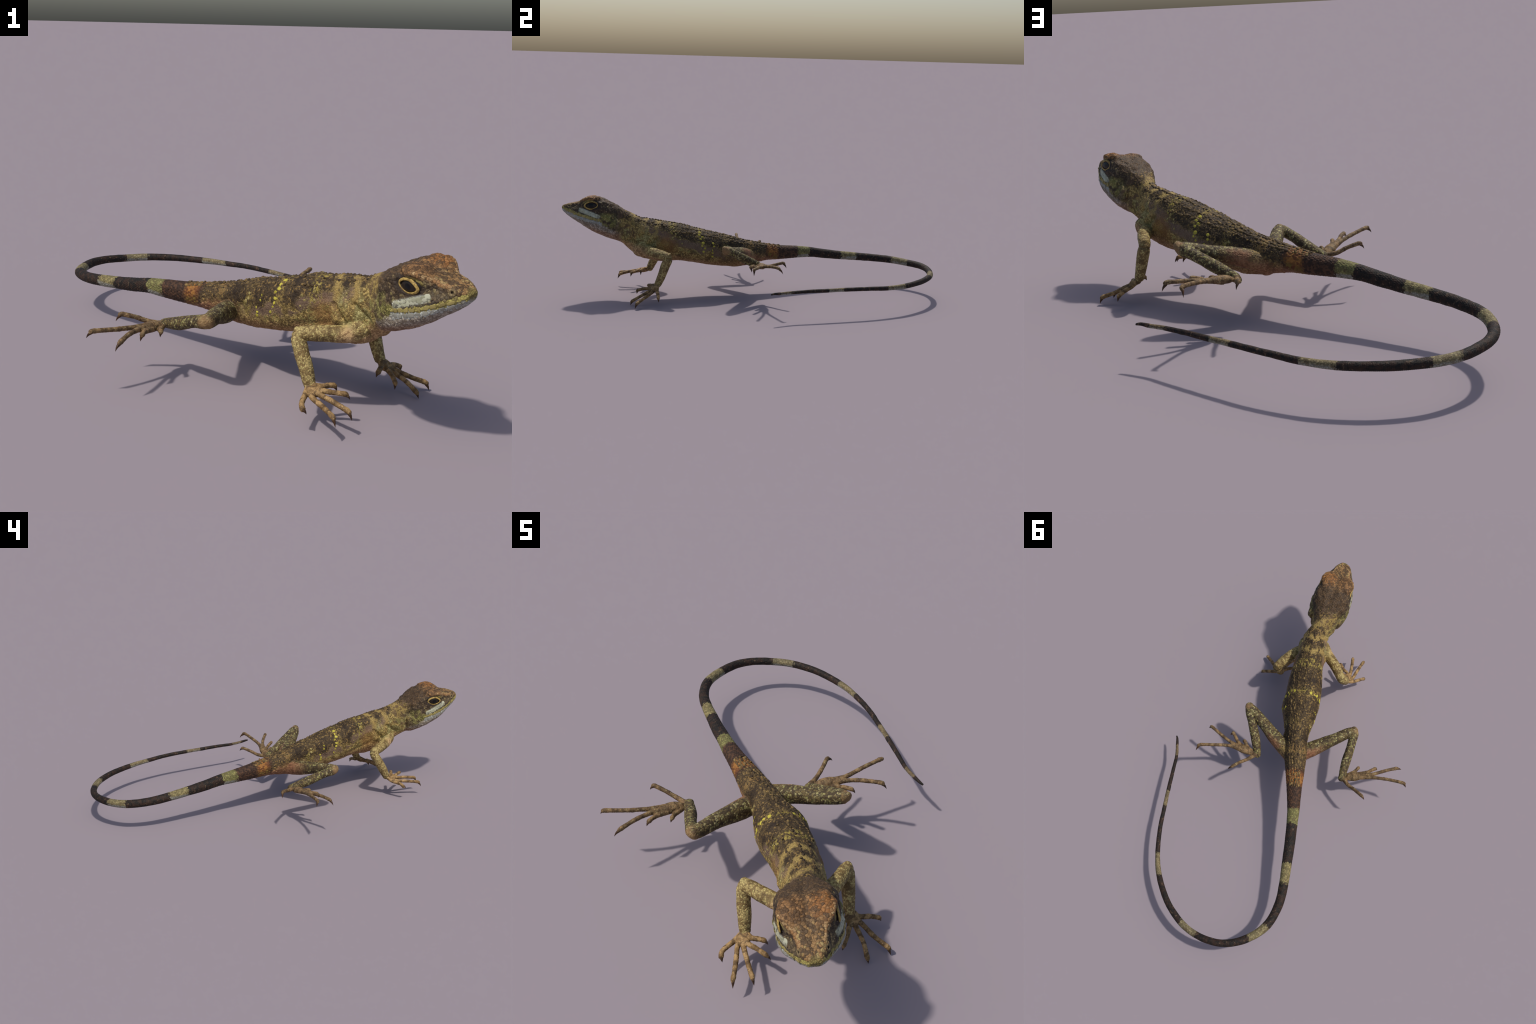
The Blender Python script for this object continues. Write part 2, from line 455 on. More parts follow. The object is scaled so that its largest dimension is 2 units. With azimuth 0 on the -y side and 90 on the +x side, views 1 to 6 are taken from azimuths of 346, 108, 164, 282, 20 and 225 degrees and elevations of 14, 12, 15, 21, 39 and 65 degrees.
amp = np.where(ishead, .0018, np.where(istorso, .0017, .0011))
frq = np.where(ishead, 95., np.where(istorso, 100., 105.))
toes = np.zeros(nv, bool)
for i in range(nv):
    p = co[i]
    if istail[i]:
        _, j, _ = kd.find(p)
        r = p - tl[j]
        u_ = r[2]
        side = np.cross(tt[j], (0, 0, 1))
        th = math.atan2(r @ side, u_)
        row = np.interp(arc[j] + r @ tt[j], arc, rowc)
        k = math.floor(row)
        c = th / (2 * math.pi) * 20 + .5 * (k % 2)
        fx, fy = c - math.floor(c) - .5, row - k - .5
        # keeled scale: a ridge down the middle that rises towards its rear edge
        disp[i] += tr[j] * (.055 * (1 - 4 * fx * fx) * (.4 + .9 * (row - k)) - .040)
    else:
        q = Vector(p) * float(frq[i])
        d = noise.voronoi(q)[0]
        b = min(1., (d[1] - d[0]) / .38)
        disp[i] += amp[i] * (b * (2 - b) - .55)
    if ishead[i] and hs[i] < .01 and hu[i] > -.09:
        disp[i] += .0042 * min(1., (.01 - hs[i]) / .03) * noise.noise(Vector(p) * 46. + Vector((3, 1, 7)))
    disp[i] += .0022 * noise.noise(Vector(p) * 34.) * (1. if owner[i] == TR and not istail[i] else .4)
co = co + disp[:, None] * nor
# keep the lowest point on the ground
nor = normals_of(co)

# ------------------------------------------------------------------ split into parts
npoly = len(skin.polygons)
ls = np.empty(npoly, int); skin.polygons.foreach_get('loop_start', ls)
lt = np.empty(npoly, int); skin.polygons.foreach_get('loop_total', lt)
lv = np.empty(len(skin.loops), int); skin.loops.foreach_get('vertex_index', lv)
fc = np.array([co[lv[a:a + n]].mean(0) for a, n in zip(ls, lt)])
fown = owner[lv[ls]]
fhs = (fc - HO) @ HF; fbt = (fc - P0) @ AX; fbl = (fc - P0) @ LX
label = np.empty(npoly, dtype=object)
for i in range(npoly):
    n = names[fown[i]]
    if n == 'trunk':
        label[i] = 'head' if (fhs[i] > -.165 and fbt[i] < .02) else ('tail' if fbt[i] > .715 or fbl[i] > .25 else 'torso')
    else:
        label[i] = n

body_n = nor
objs = {}
root = bpy.data.objects.new('lizard', None)
bpy.context.scene.collection.objects.link(root)
root['label'] = 'slender brown lizard with raised head and long dark banded tail'
root['category'] = 'lizard'


def link(name, me, parent):
    o = bpy.data.objects.new(name, me)
    bpy.context.scene.collection.objects.link(o)
    o.parent = parent
    return o


def take(lab, name, parent):
    sel = np.nonzero(label == lab)[0]
    used = {}
    fs, idx = [], []
    for i in sel:
        q = []
        for k in lv[ls[i]:ls[i] + lt[i]]:
            if k not in used:
                used[k] = len(idx); idx.append(k)
            q.append(used[k])
        fs.append(q)
    me = bpy.data.meshes.new(name)
    me.from_pydata(co[idx].tolist(), [], fs)
    me.polygons.foreach_set('use_smooth', [True] * len(fs))
    me.update()
    me.normals_split_custom_set_from_vertices(body_n[idx].tolist())
    o = link(name, me, parent)
    objs[lab] = o
    return o


take('head', 'head', root); take('torso', 'torso', root); take('tail', 'tail', root)
for n in ('forelimb_R', 'forelimb_L', 'hindlimb_R', 'hindlimb_L'):
    o = take(n, n[:8], root)
    take(n + '/tip', 'hand' if n.startswith('fore') else 'foot', o)

skin_bvh = BVHTree.FromPolygons(co.tolist(), [tuple(lv[a:a + n]) for a, n in zip(ls, lt)])


# ------------------------------------------------------------------ small pieces
def mesh_obj(name, v, f, parent, smooth=True):
    me = bpy.data.meshes.new(name)
    me.from_pydata(np.asarray(v).tolist(), [], f)
    if smooth:
        me.polygons.foreach_set('use_smooth', [True] * len(me.polygons))
    me.update()
    return link(name, me, parent)


for n in ('forelimb_R', 'forelimb_L', 'hindlimb_R', 'hindlimb_L'):
    for kn, end, tip, r in LIMBS[n]['claws']:
        d = tip - kn
        ln = np.linalg.norm(d)
        start = end - d / ln * r * .55
        mid = end + .55 * (tip - end) + V3(0, 0, .10 * ln)
        v, f = tube([start, .5 * (start + mid) + V3(0, 0, .03 * ln), mid, tip],
                    [r * .70, r * .64, r * .42, r * .05], m=12, sub=6)
        objs.setdefault('claws', []).append(mesh_obj('claw', v, f, objs[n]))

# eyes: a dark globe in an almond of swollen yellow lid
ER = V3(.058, .027, .036)                        # radii along s, l, u
EC = .0655


def globe_l(s, u, k=1.0):
    return EC + k * ER[1] * math.sqrt(max(0, 1 - (s / ER[0]) ** 2 - (u / ER[2]) ** 2))


for sd in (1, -1):
    v, f = ellipsoid(head_pt(0, sd * EC, 0), (HF, HU, HL), (ER[0] * .8, ER[2] * .8, ER[1]), m=40, n=28)
    eye = mesh_obj('eye', v, f, objs['head'])
    objs.setdefault('eyes', []).append(eye)
    rr = []
    N = 56
    for i in range(N):
        a = 2 * math.pi * i / N
        ca, sa = math.cos(a), math.sin(a)
        # almond: pointed corners, upper lid a little higher than the lower one
        s0 = .0372 * ca - .001
        u0 = (.0222 if sa > 0 else .0208) * sa * (1 - .25 * ca * ca) + .0008
        ang = math.atan2(u0 / .018, s0 / .034)
        ws = .0068 * (1 + .25 * abs(ca))
        th = .0026
        ring = []
        for j in range(10):
            b = 2 * math.pi * j / 10
            off = ws * math.cos(b)
            rad = math.hypot(s0, u0)
            s1, u1 = s0 * (1 + off / rad * .62), u0 * (1 + off / rad * .62)
            l1 = globe_l(s1, u1) + .0012 + th * math.sin(b)
            ring.append(head_pt(s1, sd * l1, u1))
        rr.append(ring)
    rr.append(rr[0])
    rr = np.array(rr)
    m = rr.shape[1]
    v = rr[:-1].reshape(-1, 3)
    f = [(i * m + j, i * m + (j + 1) % m, ((i + 1) % N) * m + (j + 1) % m, ((i + 1) % N) * m + j)
         for i in range(N) for j in range(m)]
    if sd < 0:
        f = [tuple(reversed(q)) for q in f]
    objs.setdefault('lids', []).append(mesh_obj('eyelid', v, f, objs['head']))


# one shared domed scale, used for lips, cheeks, flanks and crest
def dome(name, n=2.6, keel=0.):
    rings_ = []
    for lv_, (r, h) in enumerate([(1.0, -.9), (1.0, 0), (.93, .45), (.74, .78), (.45, .96), (.15, 1.02)]):
        th = np.linspace(0, 2 * math.pi, 20, endpoint=False)
        c, s_ = np.cos(th), np.sin(th)
        e = 2 / n
        x = r * np.sign(c) * np.abs(c) ** e
        y = r * np.sign(s_) * np.abs(s_) ** e
        z = h + keel * max(h, 0) * (1 - np.abs(y)) * (.5 - .5 * x)
        rings_.append(np.c_[x, y, z * np.ones(20)])
    v, f = ring_shell(np.array(rings_))
    me = bpy.data.meshes.new(name)
    me.from_pydata(v.tolist(), [], outward(v, f))
    me.polygons.foreach_set('use_smooth', [True] * len(me.polygons))
    me.update()
    return me


from mathutils import Matrix


def lay(name, me, p, n, along, size, parent, sink=.0):
    """Place a scale at p, its x axis along 'along', z along the surface normal n."""
    n = n / np.linalg.norm(n)
    x = along - n * (along @ n); x /= np.linalg.norm(x)
    y = np.cross(n, x)
    o = link(name, me, parent)
    M = np.eye(4)
    M[:3, 0], M[:3, 1], M[:3, 2] = x * size[0], y * size[1], n * size[2]
    M[:3, 3] = p - n * sink
    o.matrix_world = Matrix(M.tolist())
    return o


def head_hit(s, u, sd):
    """Where a sideways ray meets the side of the head."""
    r = skin_bvh.ray_cast(Vector(head_pt(s, sd * .25, u)), Vector(-sd * HL), .3)
    if r[0] is None:
        return None
    # a smoothed normal
    acc = V3(0, 0, 0)
    for ds, du in ((.006, 0), (-.006, 0), (0, .005), (0, -.005), (0, 0)):
        q = skin_bvh.ray_cast(Vector(head_pt(s + ds, sd * .25, u + du)), Vector(-sd * HL), .3)
        if q[0] is not None:
            acc += np.array(q[1])
    return np.array(r[0]), acc / np.linalg.norm(acc)


scale_lip = [dome('labial_scale', 3.2) for _ in range(2)]
scale_cheek = dome('cheek_scale', 2.3)
scale_flank = [dome('flank_scale', 2.2) for _ in range(2)]
scale_crest = dome('back_scale', 2.0, .7)


def mouth(s):
    return np.interp(s, mouth_s, mouth_u)


for sd in (1, -1):
    # lip shields above and below the mouth
    for row, (cnt, du, hh) in enumerate(((9, .0088, .0070), (9, -.0088, .0068))):
        edges = [.142 - .186 * (i / cnt) ** .92 for i in range(cnt + 1)]
        for i in range(cnt):
            s_ = .5 * (edges[i] + edges[i + 1]); w = .5 * (edges[i] - edges[i + 1])
            grow = .72 + .28 * min(1, i / 3)
            hit = head_hit(s_, mouth(s_) + du * grow, sd)
            if hit is None:
                continue
            al_ = head_pt(s_ + .01, 0, mouth(s_ + .01)) - head_pt(s_ - .01, 0, mouth(s_ - .01))
            p, n = hit
            cosv = max(.45, abs(n @ HL))
            objs.setdefault('lip%d' % row, []).append(
                lay('labial_scale', scale_lip[row], p, n, al_, (w * .97 / cosv ** .6, hh * grow * .98, .0012), objs['head'], .0004))
    # the white streak: two staggered rows below the eye
    for row in range(2):
        cnt = (9, 8)[row]
        for i in range(cnt):
            t = (i + .5 * row + .3) / 9
            s_ = .066 - .104 * t
            u_ = -.0205 - .044 * t + (.0052 if row == 0 else -.0052) * (.75 + .5 * t) + .0035 * math.exp(-(t / .15) ** 2)
            hit = head_hit(s_, u_, sd)
            if hit is None:
                continue
            p, n = hit
            al_ = -HF * .118 - HU * .05
            g = rng.uniform(.88, 1.12)
            objs.setdefault('cheek', []).append(
                lay('cheek_scale', scale_cheek, p, n, al_, (.0084 * g, .0064 * g, .0010), objs['head'], .0004))


def trunk_hit(t, ang):
    """Point on the trunk at axial position t and angle from the back (radians, + left)."""
    c = np.array([np.interp(t, BT, BC[:, k]) for k in range(3)])
    d = math.cos(ang) * V3(0, 0, 1) + math.sin(ang) * LX
    r = skin_bvh.ray_cast(Vector(c + d * .25), Vector(-d), .3)
    return (np.array(r[0]), np.array(r[1])) if r[0] is not None else None


BC = np.array([b[:3] for b in BODY]); BT = (BC - P0) @ AX

# keeled scales along the back, in five wavering rows from nape to tail root
for row in (0, 1, -1, 2, -2):
    t = -.06 + .007 * (row % 2)
    while t < .84:
        hit = trunk_hit(t, row * .27 * (1 + .25 * math.sin(t * 9)) + rng.uniform(-.05, .05))
        if hit is not None and (abs(row) < 2 or t > .16) and t > -.02:
            p, n = hit
            g = rng.uniform(.75, 1.25)
            objs.setdefault('crest', []).append(
                lay('back_scale', scale_crest, p, n, AX + LX * rng.uniform(-.2, .2), (.0072 * g, .0050 * g, (.0034 if row == 0 else .0024) * g),
                    objs['torso' if t < .715 else 'tail'], .0004))
        t += .0145 * rng.uniform(.85, 1.2)

# enlarged pale scales in broken rows down the flanks
for sd in (1, -1):
    for t0, a0, a1, cnt, jit in ((.335, .42, 1.50, 8, .008), (.180, .60, 1.05, 5, .016), (.225, 1.0, 1.35, 3, .015),
                                 (.50, .75, 1.25, 4, .016), (.05, .7, 1.1, 3, .012), (.41, .9, 1.7, 5, .03)):
        for i in range(cnt):
            a = a0 + (a1 - a0) * (i + rng.uniform(-.2, .2)) / max(1, cnt - 1)
            hit = trunk_hit(t0 + rng.uniform(-jit, jit) + .02 * (a - a0), sd * a)
            if hit is None:
                continue
            p, n = hit
            g = rng.uniform(.95, 1.3) if t0 == .335 and i < 5 else rng.uniform(.6, 1.)
            objs.setdefault('flank', []).append(
                lay('flank_scale', scale_flank[0 if t0 in (.335, .41) else 1], p, n, AX, (.0074 * g, .0068 * g, .0018), objs['torso'], .0004))

# ------------------------------------------------------------------ materials
def lin(r, g, b):
    def c(x):
        x /= 255.
        return x / 12.92 if x <= .04045 else ((x + .055) / 1.055) ** 2.4
    return (c(r), c(g), c(b), 1.)


class Mat:
    """Thin wrapper for writing node graphs as expressions."""

    def __init__(self, name):
        self.m = bpy.data.materials.new(name)
        self.m.use_nodes = True
        self.t = self.m.node_tree
        self.N = self.t.nodes
        self.bsdf = self.N['Principled BSDF']
        self.P = self.N.new('ShaderNodeTexCoord').outputs['Object']

    def put(self, sock, val):
        if isinstance(val, bpy.types.NodeSocket):
            self.t.links.new(val, sock)
        elif isinstance(val, (tuple, list, np.ndarray)):
            val = [float(x) for x in val]
            sock.default_value = val[:len(sock.default_value)]
        else:
            sock.default_value = val

    def m_(self, op, a, b=0., c=None, clamp=False):
        n = self.N.new('ShaderNodeMath'); n.operation = op; n.use_clamp = clamp
        self.put(n.inputs[0], a); self.put(n.inputs[1], b)
        if c is not None:
            self.put(n.inputs[2], c)
        return n.outputs[0]

    def add(self, a, b): return self.m_('ADD', a, b)
    def sub(self, a, b): return self.m_('SUBTRACT', a, b)
    def mul(self, a, b): return self.m_('MULTIPLY', a, b)
    def absv(self, a): return self.m_('ABSOLUTE', a)
    def inv(self, a): return self.m_('SUBTRACT', 1., a)

    def mulc(self, *xs):
        r = xs[0]
        for x in xs[1:]:
            r = self.mul(r, x)
        return r

    def v_(self, op, a, b=None):
        n = self.N.new('ShaderNodeVectorMath'); n.operation = op
        self.put(n.inputs[0], a)
        if b is not None:
            self.put(n.inputs[1], b)
        return n.outputs['Value'] if op in ('DOT_PRODUCT', 'LENGTH', 'DISTANCE') else n.outputs['Vector']

    def dot(self, a, b): return self.v_('DOT_PRODUCT', a, b)
    def dist(self, a, b): return self.v_('DISTANCE', a, b)

    def axis(self, p, origin, d):
        return self.sub(self.dot(p, d), float(np.dot(origin, d)))

    def step(self, x, lo, hi):
        n = self.N.new('ShaderNodeMapRange'); n.interpolation_type = 'SMOOTHSTEP'
        self.put(n.inputs[0], x)
        a, b, o0, o1 = (lo, hi, 0., 1.) if hi > lo else (hi, lo, 1., 0.)
        for k, q in zip((1, 2, 3, 4), (a, b, o0, o1)):
            n.inputs[k].default_value = q
        return n.outputs[0]

    def band(self, x, c, half, soft):
        return self.step(self.absv(self.sub(x, c)), half + soft, half - soft)

    def curve(self, x, pts):
        """Piecewise-linear function of a coordinate."""
        n = self.N.new('ShaderNodeFloatCurve')
        x0, x1 = pts[0][0], pts[-1][0]
        y0 = min(p[1] for p in pts); y1 = max(p[1] for p in pts) + 1e-6
        cv = n.mapping.curves[0]
        q = [((a - x0) / (x1 - x0), (b - y0) / (y1 - y0)) for a, b in pts]
        cv.points[0].location = q[0]; cv.points[1].location = q[-1]
        for a in q[1:-1]:
            cv.points.new(*a)
        for p in cv.points:
            p.handle_type = 'AUTO_CLAMPED'
        n.mapping.update()
        s = self.m_('MULTIPLY_ADD', x, 1 / (x1 - x0), -x0 / (x1 - x0), clamp=True)
        self.put(n.inputs['Value'], s)
        return self.m_('MULTIPLY_ADD', n.outputs[0], y1 - y0, y0)

    def noise(self, vec, scale, detail=2., rough=.5, col=False):
        n = self.N.new('ShaderNodeTexNoise')
        self.put(n.inputs['Vector'], vec)
        n.inputs['Scale'].default_value = scale; n.inputs['Detail'].default_value = detail
        n.inputs['Roughness'].default_value = rough
        return n.outputs['Color' if col else 'Fac']

    def cells(self, scale, stretch=None, vec=None, rand=.9):
        """Scales: (cell centre, random per cell, gap 0..1 where 0 is the seam)."""
        vec = vec or self.P
        a = self.N.new('ShaderNodeTexVoronoi'); b = self.N.new('ShaderNodeTexVoronoi')
        b.feature = 'DISTANCE_TO_EDGE'
        for n in (a, b):
            self.put(n.inputs['Vector'], vec); n.inputs['Scale'].default_value = scale
            n.inputs['Randomness'].default_value = rand
        s = self.N.new('ShaderNodeSeparateColor'); self.put(s.inputs[0], a.outputs['Color'])
        return a.outputs['Position'], s.outputs[0], s.outputs[1], b.outputs['Distance']

    def mix(self, f, a, b, mode='MIX'):
        n = self.N.new('ShaderNodeMix'); n.data_type = 'RGBA'; n.blend_type = mode
        self.put(n.inputs[0], f); self.put(n.inputs[6], a); self.put(n.inputs[7], b)
        return n.outputs[2]

    def seg(self, p, a, b):
        """Distance from p to the segment a-b."""
        a, b = np.array(a, float), np.array(b, float)
        d = b - a
        t = self.m_('MULTIPLY', self.axis(p, a, d), 1 / float(d @ d), clamp=True)
        n = self.N.new('ShaderNodeVectorMath'); n.operation = 'MULTIPLY_ADD'
        c = self.N.new('ShaderNodeCombineXYZ')
        for k in range(3):
            self.put(c.inputs[k], t)
        self.put(n.inputs[0], c.outputs[0]); self.put(n.inputs[1], d); self.put(n.inputs[2], a)
        return self.dist(p, n.outputs[0])

    def finish(self, col, height=None, bump=.35, dist=.0015, rough=.62, spec=.2):
        self.put(self.bsdf.inputs['Base Color'], col)
        self.put(self.bsdf.inputs['Roughness'], rough)
        self.bsdf.inputs['Specular IOR Level'].default_value = spec
        if height is not None:
            n = self.N.new('ShaderNodeBump')
            n.inputs['Strength'].default_value = bump; n.inputs['Distance'].default_value = dist
            self.put(n.inputs['Height'], height)
            self.put(self.bsdf.inputs['Normal'], n.outputs[0])
        return self.m


def body_pattern(g, Pc, r1, r2, gap):
    """Saddle, flank, belly and cross bands of the trunk, per scale."""
    P = g.P
    wob = g.noise(P, 14., 3.)
    wob2 = g.noise(P, 45., 2.)
    big = g.noise(P, 22., 2.5, .6)
    t = g.axis(Pc, P0, AX); w = g.absv(g.axis(Pc, P0, LX))
    tj = g.add(t, g.mul(g.sub(wob2, .5), .05))
    s = g.N.new('ShaderNodeSeparateXYZ'); g.put(s.inputs[0], Pc)
    d = g.sub(g.m_('MULTIPLY_ADD', t, -.248, .468), s.outputs[2])     # depth under the back line
    dj = g.add(d, g.add(g.mul(g.sub(wob, .5), .07), g.mul(g.sub(wob2, .5), .03)))
    lim = g.curve(t, [(-.15, .035), (0, .03), (.10, .042), (.22, .062), (.35, .078), (.5, .085), (.62, .07), (.75, .065), (.9, .07)])
    rel = g.sub(dj, lim)
    saddle = g.step(rel, .012, -.010)
    # colours
    back = g.mix(g.step(r1, .2, .8), lin(56, 45, 33), lin(84, 69, 48))
    back = g.mix(g.mul(g.step(gap, .12, .0), .55), back, lin(118, 98, 62))
    back = g.mix(g.mul(g.step(r2, .80, .88), g.step(big, .66, .50)), back, lin(140, 114, 68))
    back = g.mix(g.mul(g.step(big, .52, .64), .7), back, lin(48, 38, 30))
    # paired dark saddles, and paler bars between them
    tv = g.add(tj, g.mul(w, .30))
    for c_ in (.268, .425, .585):
        blot = g.mul(g.band(tv, c_, .030, .022), g.step(wob2, .30, .48))
        back = g.mix(g.mul(blot, .45), back, lin(46, 36, 29))
    for c_, k_ in ((.195, .85), (.348, .7), (.505, .55), (.650, .85)):
        bar = g.mulc(g.band(tv, c_, .014, .012), g.step(r2, .25, .5), g.step(wob2, .36, .54))
        back = g.mix(g.mul(bar, k_), back, lin(142, 120, 70))
    flank = g.mix(g.step(r1, .35, .75), lin(116, 97, 57), lin(178, 154, 94))
    flank = g.mix(g.mulc(g.step(r2, .62, .8), g.step(wob, .42, .60)), flank, lin(150, 142, 84))
    flank = g.mix(g.mul(g.step(big, .48, .64), .8), flank, lin(84, 68, 44))
    mauve = g.mulc(g.band(rel, .024, .024, .012), g.step(wob, .34, .48), g.step(t, -.02, .05), g.step(t, .60, .42))
    flank = g.mix(g.mul(mauve, .9), flank, g.mix(wob2, lin(96, 78, 66), lin(134, 110, 92)))
    belly = g.mix(g.step(r1, .3, .8), lin(142, 108, 70), lin(180, 144, 102))
    dl = g.curve(t, [(-.15, .20), (.0, .185), (.12, .18), (.25, .165), (.4, .155), (.55, .135), (.7, .09), (.9, .055)])
    low = g.step(g.sub(dj, dl), -.030, .030)
    pit = g.m_('MAXIMUM', g.step(g.dist(P, (.205, -.50, .305)), .085, .03), g.step(g.dist(P, (.30, -.43, .305)), .085, .03))
    flank = g.mix(g.mul(pit, .6), flank, lin(146, 106, 62))
    col = g.mix(low, flank, belly)
    col = g.mix(saddle, col, back)
    # yellow-green cross bands
    bd = g.band(tj, .185, .020, .014)
    bd = g.mul(bd, g.m_('MULTIPLY_ADD', g.band(d, .062, .022, .012), .8, g.mul(g.step(d, .05, .03), .7)))
    bd2 = g.mulc(g.band(g.sub(tj, g.mul(w, .12)), .335, .015, .012), g.step(d, .15, .09), .45)
    bd = g.m_('MAXIMUM', bd, bd2)
    bd3 = g.mul(g.band(tj, .50, .016, .016), g.mulc(g.step(d, .13, .10), g.step(d, .04, .07)))
    bd = g.m_('MAXIMUM', bd, g.mul(bd3, .8))
    col = g.mix(g.mulc(bd, g.step(r2, .30, .55), g.step(wob2, .36, .54)), col, lin(164, 148, 70))
    # nape chevrons and sacral patch
    tw = g.add(tj, g.mul(w, .55))
    nape = g.m_('MAXIMUM', g.m_('MAXIMUM', g.band(tw, -.030, .020, .012), g.band(tw, .122, .015, .009)), g.mul(g.band(tw, .048, .013, .009), .95))
    nape = g.mul(nape, g.step(d, .10, .07))
    col = g.mix(g.mulc(nape, g.step(wob2, .28, .42), .9), col, lin(166, 142, 84))
    sac = g.mulc(g.band(tj, .645, .020, .014), g.step(dj, .05, .03), g.step(r1, .2, .5))
    col = g.mix(sac, col, lin(132, 104, 64))
    # pale green blotches on the neck and shoulder
    nb = g.mulc(g.step(t, .12, .04), g.band(d, .105, .05, .03), g.step(big, .46, .58))
    col = g.mix(g.mul(nb, .9), col, g.mix(g.step(r1, .2, .8), lin(134, 124, 74), lin(176, 168, 112)))
    collar = g.mulc(g.step(t, -.01, -.05), g.step(wob2, .46, .60), g.step(d, .15, .11))
    col = g.mix(g.mul(collar, .8), col, g.mix(wob, lin(64, 50, 38), lin(120, 96, 76)))
    thr = g.mulc(g.step(t, .16, .0), g.step(d, .145, .19))
    col = g.mix(thr, col, g.mix(g.step(r1, .3, .8), lin(150, 120, 84), lin(196, 164, 118)))
    # rosy skin round the vent, orange ring on the tail root
    ven = g.mulc(g.band(t, .70, .11, .06), g.step(dj, .055, .085))
    col = g.mix(g.mul(ven, .8), col, g.mix(r1, lin(116, 78, 56), lin(148, 106, 80)))
    return col, t, d


def torso_mat():
    g = Mat('torso_skin')
    Pc, r1, r2, gap = g.cells(150.)
    col, t, d = body_pattern(g, Pc, r1, r2, gap)
    seam = g.step(gap, .0, .16)
    col = g.mix(g.mul(g.inv(seam), .42), col, g.mix(1., col, lin(128, 112, 98), 'MULTIPLY'))
    return g.finish(col, g.step(gap, 0., .35), .5)


BANDS = [((-.275, .205, .222), .051, (138, 134, 82)), ((-.448, .447, .184), .057, (148, 136, 92)),
         ((-.550, .760, .157), .058, (146, 134, 96)), ((-.279, .982, .147), .054, (144, 132, 98)),
         ((.075, .851, .146), .062, (142, 128, 94)), ((.308, .570, .155), .045, (136, 120, 88)), ((.472, .338, .151), .032, (124, 106, 78))]


def tail_mat():
    g = Mat('tail_skin')
    Pb, q1, q2, gb = g.cells(150.)
    body, t, d = body_pattern(g, Pb, q1, q2, gb)
    Pc, r1, r2, gap = g.cells(105., rand=.75)
    wob = g.noise(g.P, 60., 2.)
    fine2 = g.noise(g.P, 50., 3.)
    s = g.N.new('ShaderNodeSeparateXYZ'); g.put(s.inputs[0], g.P)
    dark = g.mix(g.step(r1, .5, .95), lin(33, 29, 26), lin(46, 39, 33))
    spot = g.mul(g.step(g.noise(g.P, 75., 1.), .63, .72), .6)
    dark = g.mix(g.mul(g.step(fine2, .45, .60), .6), dark, lin(62, 44, 34))
    dark = g.mix(spot, dark, lin(104, 84, 64))
    tq = g.add(g.axis(Pc, P0, AX), g.mul(g.step(g.absv(g.axis(Pc, P0, LX)), .20, .22), 9.))
    brown = g.mix(g.step(r1, .3, .9), lin(54, 40, 32), lin(84, 60, 44))
    col = g.mix(g.step(tq, 1.02, .93), dark, brown)
    col = g.mix(g.mulc(g.step(d, .06, .09), g.step(tq, .95, .86), .6), col, lin(140, 96, 74))
    # orange ring
    orange = g.mix(g.step(r2, .3, .8), lin(112, 70, 40), lin(156, 108, 54))
    orange = g.mix(g.step(g.sub(d, 0.), .03, .055), orange, g.mix(r1, lin(98, 58, 36), lin(116, 98, 46)))
    orange = g.mix(g.step(d, .065, .09), orange, lin(138, 106, 84))
    ring = g.mul(g.band(tq, .785, .034, .014), .9)
    col = g.mix(g.mul(ring, g.step(wob, .25, .42)), col, orange)
    dark = None
    for c, hf, rgb in BANDS:
        near = g.add(g.dist(Pc, c), g.add(g.mul(g.sub(wob, .5), .014), g.mul(g.sub(fine2, .5), .016)))
        m = g.step(near, hf + .003, hf - .003)
        a = lin(*rgb); b = lin(*[min(255, x * .80) for x in rgb])
        pal = g.mix(g.step(r1, .2, .8), b, a)
        # yellow above, ash grey below
        zz = c[2] - (.012 if c[0] == -.275 else .001)
        pal = g.mix(g.step(g.add(s.outputs[2], g.mul(g.sub(wob, .5), .012)), zz + .004, zz - .006), pal, lin(146, 146, 134))
        pal = g.mix(g.mul(g.step(wob, .52, .66), .6), pal, lin(96, 80, 56))
        pal = g.mix(g.mul(g.step(gap, .14, .03), .55), pal, lin(70, 60, 40))
        col = g.mix(m, col, pal)
    col = g.mix(g.step(tq, .745, .725), col, body)
    return g.finish(col, g.step(gap, 0., .35), .45, rough=.65)


